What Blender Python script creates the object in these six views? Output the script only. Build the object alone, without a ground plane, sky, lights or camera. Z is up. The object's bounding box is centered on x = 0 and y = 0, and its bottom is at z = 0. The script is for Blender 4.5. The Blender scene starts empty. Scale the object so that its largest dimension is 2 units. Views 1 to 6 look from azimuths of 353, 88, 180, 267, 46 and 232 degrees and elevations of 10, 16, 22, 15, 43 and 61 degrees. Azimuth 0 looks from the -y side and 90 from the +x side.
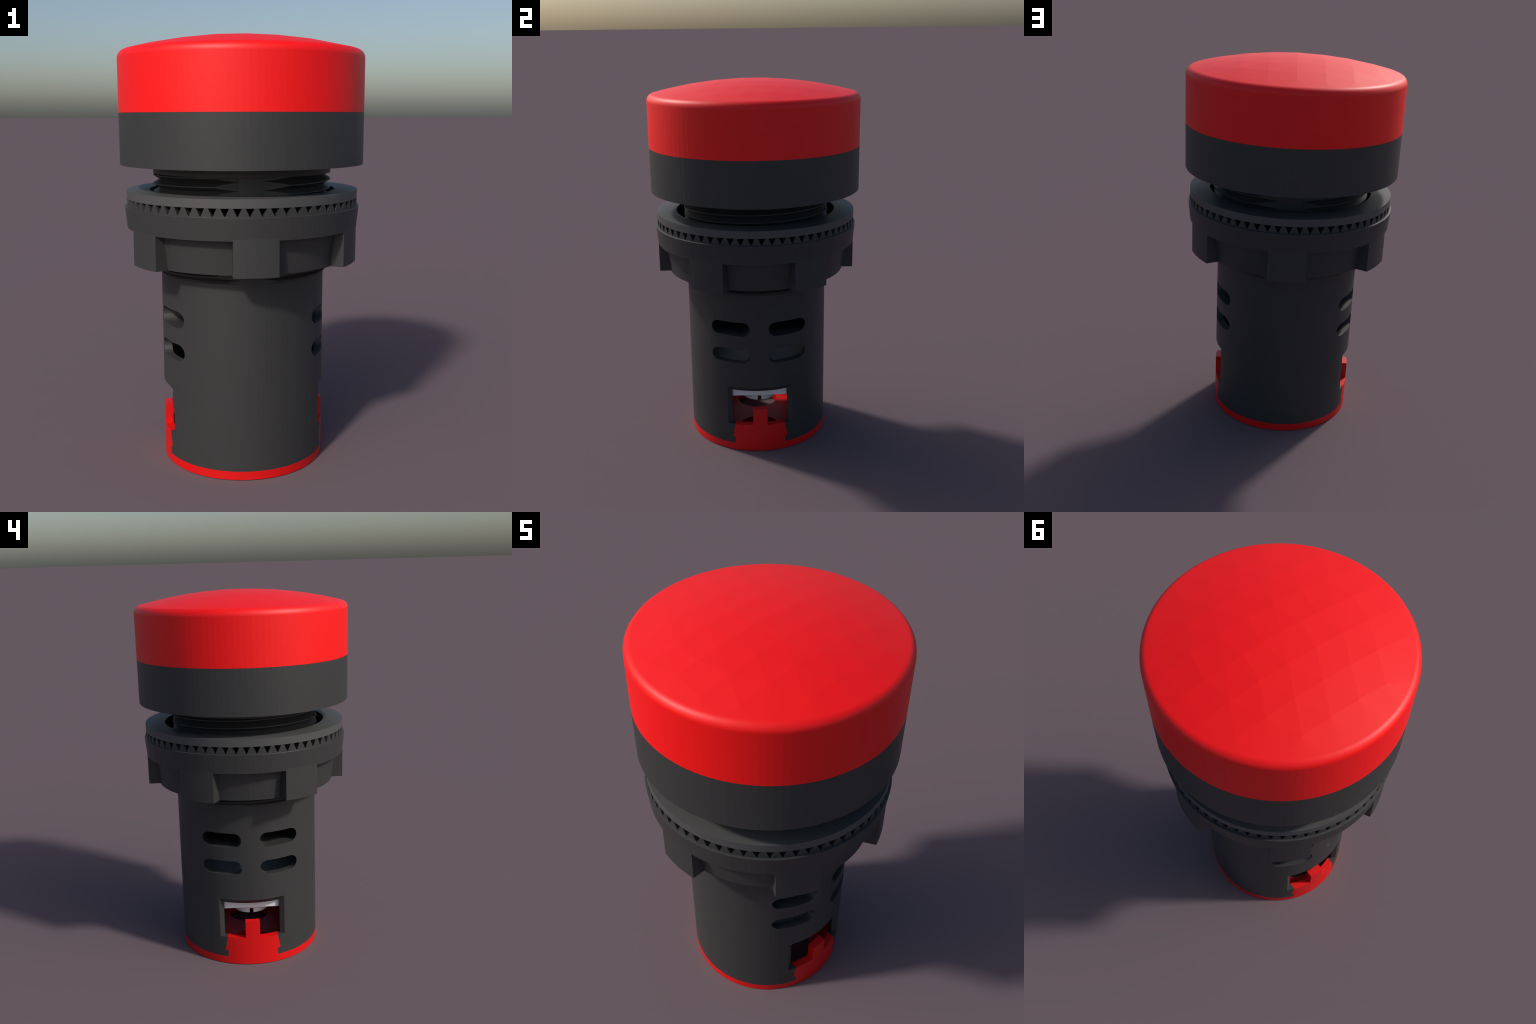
# Panel-mount pilot light: red domed lens, dark grey bezel, threaded neck,
# gasket + toothed lock nut with six wrench lugs, vented housing and a red
# terminal cover with two clip panels.  All sizes in metres.
import bpy, bmesh
from math import sin, cos, pi, radians, sqrt, hypot
from mathutils import Vector, Matrix
from mathutils.geometry import delaunay_2d_cdt

SEG = 120                     # facets round the big cylinders

# ------------------------------------------------------------------ sizes
R_HEAD = 0.5684               # lens and bezel
Z_HEAD_BOTTOM, Z_SEAM, Z_TOP = 1.4177, 1.6515, 2.0
FILLET = 0.0379               # rounded lens rim
DOME_R = 2.125                # radius of the shallow dome
R_MAJOR, R_BODY = 0.4172, 0.3878
PITCH = 0.0389
Z_THREAD0, Z_THREAD1 = 0.912, 1.3785
FLAT = 0.3842                 # two flats ground on the thread, at +-y
R_INNER = 0.350               # housing wall is 38 mm thick
Z_BASE = 0.0400               # thickness of the red cover disc
R_RING = 0.5428
Z_RING0, Z_RING1 = 1.2631, 1.3012
TEETH = 65

# -------------------------------------------------------------- materials
def plastic(name, color, rough, spec=0.5, var=0.015):
    m = bpy.data.materials.new(name)
    m.use_nodes = True
    nt = m.node_tree
    b = nt.nodes["Principled BSDF"]
    b.inputs["Specular IOR Level"].default_value = spec
    tc = nt.nodes.new("ShaderNodeTexCoord")
    no = nt.nodes.new("ShaderNodeTexNoise")
    no.inputs["Scale"].default_value = 60.0
    no.inputs["Detail"].default_value = 3.0
    nt.links.new(tc.outputs["Object"], no.inputs["Vector"])
    mix = nt.nodes.new("ShaderNodeMix")
    mix.data_type = 'RGBA'
    mix.inputs[6].default_value = [c * (1 - var) for c in color] + [1]
    mix.inputs[7].default_value = [min(1, c * (1 + var)) for c in color] + [1]
    nt.links.new(no.outputs["Fac"], mix.inputs[0])
    nt.links.new(mix.outputs[2], b.inputs["Base Color"])
    b.inputs["Roughness"].default_value = rough
    return m

LENS_RED = plastic("red_lens_plastic", (0.955, 0.0006, 0.0006), 0.50, var=0.008)
RED = plastic("red_cover_plastic", (0.70, 0.0006, 0.0006), 0.50, var=0.008)
DARK = plastic("dark_grey_plastic", (0.0362, 0.0362, 0.0362), 0.50)
GASKET = plastic("grey_rubber", (0.0745, 0.0745, 0.0745), 0.50)
WHITE = plastic("pale_metal", (0.80, 0.80, 0.80), 0.45)

# ---------------------------------------------------------------- helpers
def link(ob):
    bpy.context.scene.collection.objects.link(ob)
    return ob

def new_object(name, me, mat=None, parent=None):
    ob = bpy.data.objects.new(name, me)
    if mat is not None and not me.materials:
        me.materials.append(mat)
    link(ob)
    ob.parent = parent
    return ob

def mesh(name, verts, faces, fix=True):
    me = bpy.data.meshes.new(name)
    me.from_pydata([tuple(v) for v in verts], [], faces)
    if fix:
        bm = bmesh.new()
        bm.from_mesh(me)
        bmesh.ops.remove_doubles(bm, verts=bm.verts, dist=1e-6)
        bmesh.ops.recalc_face_normals(bm, faces=bm.faces)
        bm.to_mesh(me)
        bm.free()
    me.update()
    return me

def pt(r, az, z):
    """azimuth in degrees, 0 on -y, 90 on +x"""
    a = radians(az)
    return (r * sin(a), -r * cos(a), z)

def lathe(name, profile, seg=SEG, closed=True, smooth=()):
    """revolve (r, z) points; closed joins last to first; `smooth` = profile
    spans shaded smooth"""
    n = len(profile)
    verts, faces, sm = [], [], []
    for k in range(seg):
        for r, z in profile:
            verts.append(pt(r, 360.0 * k / seg, z))
    for k in range(seg):
        k2 = (k + 1) % seg
        for i in range(n if closed else n - 1):
            j = (i + 1) % n
            faces.append((k * n + i, k2 * n + i, k2 * n + j, k * n + j))
            sm.append(i in smooth)
    me = bpy.data.meshes.new(name)
    me.from_pydata(verts, [], faces)
    for p, s in zip(me.polygons, sm):
        p.use_smooth = s
    bm = bmesh.new()
    bm.from_mesh(me)
    bmesh.ops.remove_doubles(bm, verts=bm.verts, dist=1e-6)
    bad = [f for f in bm.faces if f.calc_area() < 1e-12]
    bmesh.ops.delete(bm, geom=bad, context='FACES')
    bmesh.ops.recalc_face_normals(bm, faces=bm.faces)
    bm.to_mesh(me)
    bm.free()
    return me

def solid_cylinder(name, r, z0, z1, seg=SEG, x=0.0, y=0.0):
    bm = bmesh.new()
    lo = [bm.verts.new((x + r * sin(2 * pi * k / seg), y - r * cos(2 * pi * k / seg), z0)) for k in range(seg)]
    hi = [bm.verts.new((v.co.x, v.co.y, z1)) for v in lo]
    for k in range(seg):
        j = (k + 1) % seg
        bm.faces.new((lo[k], lo[j], hi[j], hi[k]))
    bm.faces.new(hi)
    bm.faces.new(lo[::-1])
    me = bpy.data.meshes.new(name)
    bm.to_mesh(me)
    bm.free()
    return me

def prism_x(name, outline, x0, x1):
    """extrude a (y, z) outline along x"""
    bm = bmesh.new()
    a = [bm.verts.new((x0, y, z)) for y, z in outline]
    b = [bm.verts.new((x1, y, z)) for y, z in outline]
    n = len(outline)
    for k in range(n):
        j = (k + 1) % n
        bm.faces.new((a[k], a[j], b[j], b[k]))
    bm.faces.new(a[::-1])
    bm.faces.new(b)
    bmesh.ops.recalc_face_normals(bm, faces=bm.faces)
    me = bpy.data.meshes.new(name)
    bm.to_mesh(me)
    bm.free()
    return me

def boolean(me, cuts):
    """apply [(operation, mesh), ...] to a mesh with the exact solver"""
    ob = link(bpy.data.objects.new("work", me))
    extra = []
    for op, c in cuts:
        co = link(bpy.data.objects.new("cutter", c))
        extra.append(co)
        m = ob.modifiers.new("b", 'BOOLEAN')
        m.operation = op
        m.solver = 'EXACT'
        m.object = co
    dg = bpy.context.evaluated_depsgraph_get()
    out = bpy.data.meshes.new_from_object(ob.evaluated_get(dg))
    for o in [ob] + extra:
        d = o.data
        bpy.data.objects.remove(o)
        bpy.data.meshes.remove(d)
    out.materials.clear()
    return out

# ------------------------------------------------------------------ root
root = bpy.data.objects.new("pilot_light", None)
root.empty_display_size = 0.3
link(root)
root["label"] = "panel pilot light with red domed lens and dark grey threaded body"
root["category"] = "indicator lamp"

# ------------------------------------------------------------- lens (red)
def build_lens():
    rc, zc = R_HEAD - FILLET, 0.0
    # fillet centre height from tangency with the dome
    d = DOME_R - FILLET
    zc = (Z_TOP - DOME_R) + sqrt(d * d - rc * rc)
    tilt = rc / d                                   # sin of the dome slope at the rim
    n = 10
    import math
    a1 = pi / 2 - math.asin(tilt)
    arc = [(rc + FILLET * cos(a1 * k / n), zc + FILLET * sin(a1 * k / n)) for k in range(n + 1)]
    prof = [(R_HEAD - 0.05, Z_SEAM + 0.0005), (R_HEAD, Z_SEAM + 0.0005)] + arc
    me = lathe("lens_side", prof, closed=False, smooth=range(2, 2 + n))
    bm = bmesh.new()
    bm.from_mesh(me)
    # dome: triangular lattice of flat facets, columns 137 mm apart
    def zd(x, y):
        return Z_TOP - DOME_R + sqrt(DOME_R ** 2 - x * x - y * y)
    r_rim, z_rim = arc[-1]
    pts, rim_n = [], SEG
    for k in range(rim_n):
        p = pt(r_rim, 360.0 * k / rim_n, 0)
        pts.append(Vector((p[0], p[1])))
    dx, dy, dy0 = 0.1360, 0.1353, 0.0907
    for c in range(-3, 4):
        step = dy0 if c == 0 else dy
        off = 0.5 * step if c % 2 else 0.0
        for j in range(-8, 9):
            x, y = c * dx, j * step + off
            if hypot(x, y) < 0.497:
                pts.append(Vector((x, y)))
    vs, _, fs, *_ = delaunay_2d_cdt(pts, [(k, (k + 1) % rim_n) for k in range(rim_n)], [], 0, 1e-7)
    bv = [bm.verts.new((v.x, v.y, z_rim if abs(v.length - r_rim) < 1e-5 else zd(v.x, v.y))) for v in vs]
    for f in fs:
        if sum((bv[i].co.xy.length for i in f)) / len(f) < r_rim:
            nf = bm.faces.new([bv[i] for i in f])
            nf.smooth = False
    bmesh.ops.remove_doubles(bm, verts=bm.verts, dist=1e-5)
    bmesh.ops.recalc_face_normals(bm, faces=bm.faces)
    bm.to_mesh(me)
    bm.free()
    return me

lens = new_object("lens", build_lens(), LENS_RED, root)

# ---------------------------------------------------------------- bezel
bezel = new_object("bezel", lathe("bezel", [
    (0.0, Z_HEAD_BOTTOM), (R_HEAD, Z_HEAD_BOTTOM), (R_HEAD, Z_SEAM),
    (R_HEAD - 0.02, Z_SEAM), (R_HEAD - 0.02, Z_SEAM + 0.03), (0.0, Z_SEAM + 0.03)], closed=False), DARK, root)

# -------------------------------------------------------- threaded neck
def build_thread():
    seg = 360
    prof = [0.0, 0.44, 0.56]                        # root, crest flat
    def radius(az, z):
        zr = 1.3582 + PITCH * (az + 8.3) / 360.0
        f = ((z - zr) / PITCH) % 1.0
        u = min(f, 1 - f) / 0.44
        r = R_BODY + (R_MAJOR - R_BODY) * min(1.0, u)
        r = min(r, R_BODY + (z - Z_THREAD0))          # chamfered lower end
        return max(R_BODY, min(r, FLAT / max(1e-6, abs(cos(radians(az))))))
    rows = []
    for k in range(-14, 4):
        for f in prof:
            for s in ([0.0, 0.06] if f == 0.44 else [0.055 * q for q in range(8)]):
                rows.append(k + f + s)
    verts, faces = [], []
    n = len(rows) + 1
    for c in range(seg + 1):
        az = -180.0 + 360.0 * c / seg
        verts.append(pt(0.36, az, Z_THREAD0))
        for t in rows:
            z = 1.3582 + PITCH * (az + 8.3) / 360.0 + t * PITCH
            z = min(max(z, Z_THREAD0), Z_THREAD1 + 0.002)
            verts.append(pt(radius(az, z), az, z))
    for c in range(seg):
        for i in range(n - 1):
            a, b = c * n + i, (c + 1) * n + i
            faces.append((a, b, b + 1, a + 1))
    me = bpy.data.meshes.new("thread")
    me.from_pydata(verts, [], faces)
    bm = bmesh.new()
    bm.from_mesh(me)
    bmesh.ops.dissolve_degenerate(bm, edges=bm.edges, dist=1e-7)
    bmesh.ops.recalc_face_normals(bm, faces=bm.faces)
    bm.to_mesh(me)
    bm.free()
    return me

neck = new_object("threaded_neck", build_thread(), DARK, root)
collar = new_object("neck_collar", lathe("collar", [
    (0.30, Z_THREAD1), (R_MAJOR + 0.0004, Z_THREAD1), (R_MAJOR + 0.0004, Z_HEAD_BOTTOM + 0.01),
    (0.30, Z_HEAD_BOTTOM + 0.01)]), DARK, neck)

# ------------------------------------------------------- gasket ring
gasket = new_object("gasket_ring", lathe("gasket", [
    (0.4365, Z_RING0), (R_RING, Z_RING0), (R_RING, Z_RING1), (0.4365, Z_RING1)]), GASKET, root)

# ------------------------------------------------------------ lock nut
Z_LUG0, Z_LUG1 = 0.972, 1.127
nut = new_object("lock_nut", lathe("nut", [
    (0.4205, Z_LUG0 + 0.012), (0.4325, Z_LUG0), (0.4845, Z_LUG0), (0.5025, Z_LUG1), (0.5425, Z_LUG1),
    (0.5522, 1.2245), (0.5515, 1.2255), (R_RING, 1.2265), (R_RING, 1.2288),
    (0.4365, 1.2288), (0.4365, 1.05), (0.4205, 1.03)]), DARK, root)

def build_lug():
    hw, steps = 0.097, 8
    outer = []
    for k in range(steps + 1):
        x = -hw + 2 * hw * k / steps
        outer.append((x, -sqrt(0.5433 ** 2 - x * x)))
    loop = outer + [(hw, -0.452), (-hw, -0.452)]
    n = len(loop)
    v = [(x, y, Z_LUG0 - 0.0006) for x, y in loop] + [(x, y, Z_LUG1 + 0.01) for x, y in loop]
    # keep the lug's top inside the tapering flange
    f = [(k, (k + 1) % n, n + (k + 1) % n, n + k) for k in range(n)]
    f += [tuple(range(n))[::-1], tuple(range(n, 2 * n))]
    return mesh("lug", v, f)

lug_mesh = build_lug()
for k in range(6):
    o = new_object("lug", lug_mesh, DARK, nut)
    o.rotation_euler = (0, 0, radians(60 * k))

def build_tooth():
    p = 360.0 / TEETH
    top, bot = p / 2 - 1.95, p / 2 - 0.22
    r0, r1 = 0.47, R_RING
    z0, z1 = 1.2284, Z_RING0 + 0.0006
    v = []
    for r in (r1, r0):
        v += [pt(r, -bot, z0), pt(r, bot, z0), pt(r, top, z1), pt(r, -top, z1)]
    f = [(0, 1, 2, 3), (4, 7, 6, 5), (0, 4, 5, 1), (1, 5, 6, 2), (2, 6, 7, 3), (3, 7, 4, 0)]
    return mesh("tooth", v, f)

tooth_mesh = build_tooth()
for k in range(TEETH):
    o = new_object("tooth", tooth_mesh, DARK, nut)
    o.rotation_euler = (0, 0, radians(360.0 * k / TEETH))

# -------------------------------------------------------------- housing
def window_cutter(side):
    """bevelled opening that follows the cylinder: narrower and lower inside"""
    verts, faces = [], []
    n = 25
    layers = [(0.325, 0.1513, 0.3545), (0.3666, 0.1513, 0.3545), (0.405, 0.1969, 0.3994)]
    for R, w, zt in layers:                # radius, half width, top height
        for z in (0.1565, zt):
            for k in range(n):
                y = -w + 2 * w * k / (n - 1)
                verts.append((side * sqrt(R * R - y * y), y, z))
    def idx(layer, top, k):
        return (layer * 2 + top) * n + k
    for k in range(n - 1):
        for l in (0, 1):
            for top in (0, 1):
                faces.append((idx(l, top, k), idx(l, top, k + 1), idx(l + 1, top, k + 1), idx(l + 1, top, k)))
        for l in (0, 2):
            faces.append((idx(l, 0, k), idx(l, 0, k + 1), idx(l, 1, k + 1), idx(l, 1, k)))
    for k in (0, n - 1):
        for l in (0, 1):
            faces.append((idx(l, 0, k), idx(l + 1, 0, k), idx(l + 1, 1, k), idx(l, 1, k)))
    return mesh("window", verts, faces)

FOOT = [(-0.1365, 0.0), (-0.1365, 0.0773), (-0.1507, 0.0802), (-0.1365, 0.1565)]

def foot_outline(z_low, tab):
    left = [(-0.1365, z_low)] + FOOT[1:]
    mid = [(-0.0390, 0.1565), (-0.0390, 0.2515), (0.0390, 0.2515), (0.0390, 0.1565)] if tab else []
    return left + mid + [(-y, z) for y, z in left[::-1]]

def slot_outline(sy, zc):
    y0, y1, h = 0.0490, 0.2527, 0.0390
    pts, n = [], 12
    for k in range(n + 1):
        a = -pi / 2 + pi * k / n
        pts.append((y1 - h + h * cos(a), zc + h * sin(a)))
    for k in range(n + 1):
        a = pi / 2 + pi * k / n
        pts.append((y0 + h + h * cos(a), zc + h * sin(a)))
    return [(sy * y, z) for y, z in pts]

def build_housing():
    me = solid_cylinder("housing", R_BODY, Z_BASE, Z_THREAD0 + 0.0005)
    cuts = [('DIFFERENCE', solid_cylinder("cavity", R_INNER, 0.02, 0.640))]
    for side in (1, -1):
        cuts.append(('DIFFERENCE', window_cutter(side)))
        low = foot_outline(0.02, False)              # runs up into the window
        low = low[:4] + [(-0.1365, 0.17), (0.1365, 0.17)] + low[4:]
        cuts.append(('DIFFERENCE', prism_x("foot_cut", low, side * 0.30, side * 0.45)))
        for sy in (1, -1):
            cuts.append(('DIFFERENCE', prism_x("slot", slot_outline(sy, 0.7188), side * 0.10, side * 0.45)))
            cuts.append(('DIFFERENCE', prism_x("slot", slot_outline(sy, 0.5632), side * 0.22, side * 0.45)))
    return boolean(me, cuts)

housing = new_object("housing", build_housing(), DARK, root)

# ------------------------------------------------- red terminal cover
def build_cover():
    me = solid_cylinder("cover", R_BODY + 0.0001, 0.0, Z_BASE)
    return boolean(me, [('DIFFERENCE', solid_cylinder("hole", 0.117, -0.02, 0.06, 64, x=s * 0.176)) for s in (1, -1)])

cover = new_object("terminal_cover", build_cover(), RED, root)

def build_clip():
    outer = solid_cylinder("ring", R_BODY + 0.0002, 0.030, 0.30)
    inner = solid_cylinder("bore", R_INNER, 0.0, 0.35)
    return boolean(outer, [('INTERSECT', prism_x("panel", foot_outline(0.036, True), 0.2, 0.45)),
                           ('DIFFERENCE', inner)])

clip_mesh = build_clip()
for k in range(2):
    o = new_object("clip_panel", clip_mesh, RED, cover)
    o.rotation_euler = (0, 0, pi * k)

# --------------------------------------------- terminals and their screws
def build_block():
    """pale block that fills the chamber above the screws, flat towards the windows"""
    disc = solid_cylinder("block", R_INNER - 0.0005, 0.307, 0.383)
    return boolean(disc, [('INTERSECT', prism_x("trim", [(-0.5, 0.2), (0.5, 0.2), (0.5, 0.5), (-0.5, 0.5)], -0.318, 0.318))])

def build_screw():
    head = solid_cylinder("screw", 0.096, 0.2545, 0.3075, 64, x=0.176)
    slot = prism_x("slot", [(-0.0105, 0.24), (0.0105, 0.24), (0.0105, 0.2795), (-0.0105, 0.2795)], 0.05, 0.30)
    return boolean(head, [('DIFFERENCE', slot)])

block = new_object("terminal_block", build_block(), WHITE, root)
screw_mesh = build_screw()
post_mesh = solid_cylinder("post", 0.056, 0.36, 0.6405, 48, x=0.162)
for k in range(2):
    o = new_object("terminal_screw", screw_mesh, WHITE, block)
    o.rotation_euler = (0, 0, pi * k)
    o = new_object("terminal_post", post_mesh, WHITE, block)
    o.rotation_euler = (0, 0, pi * k)
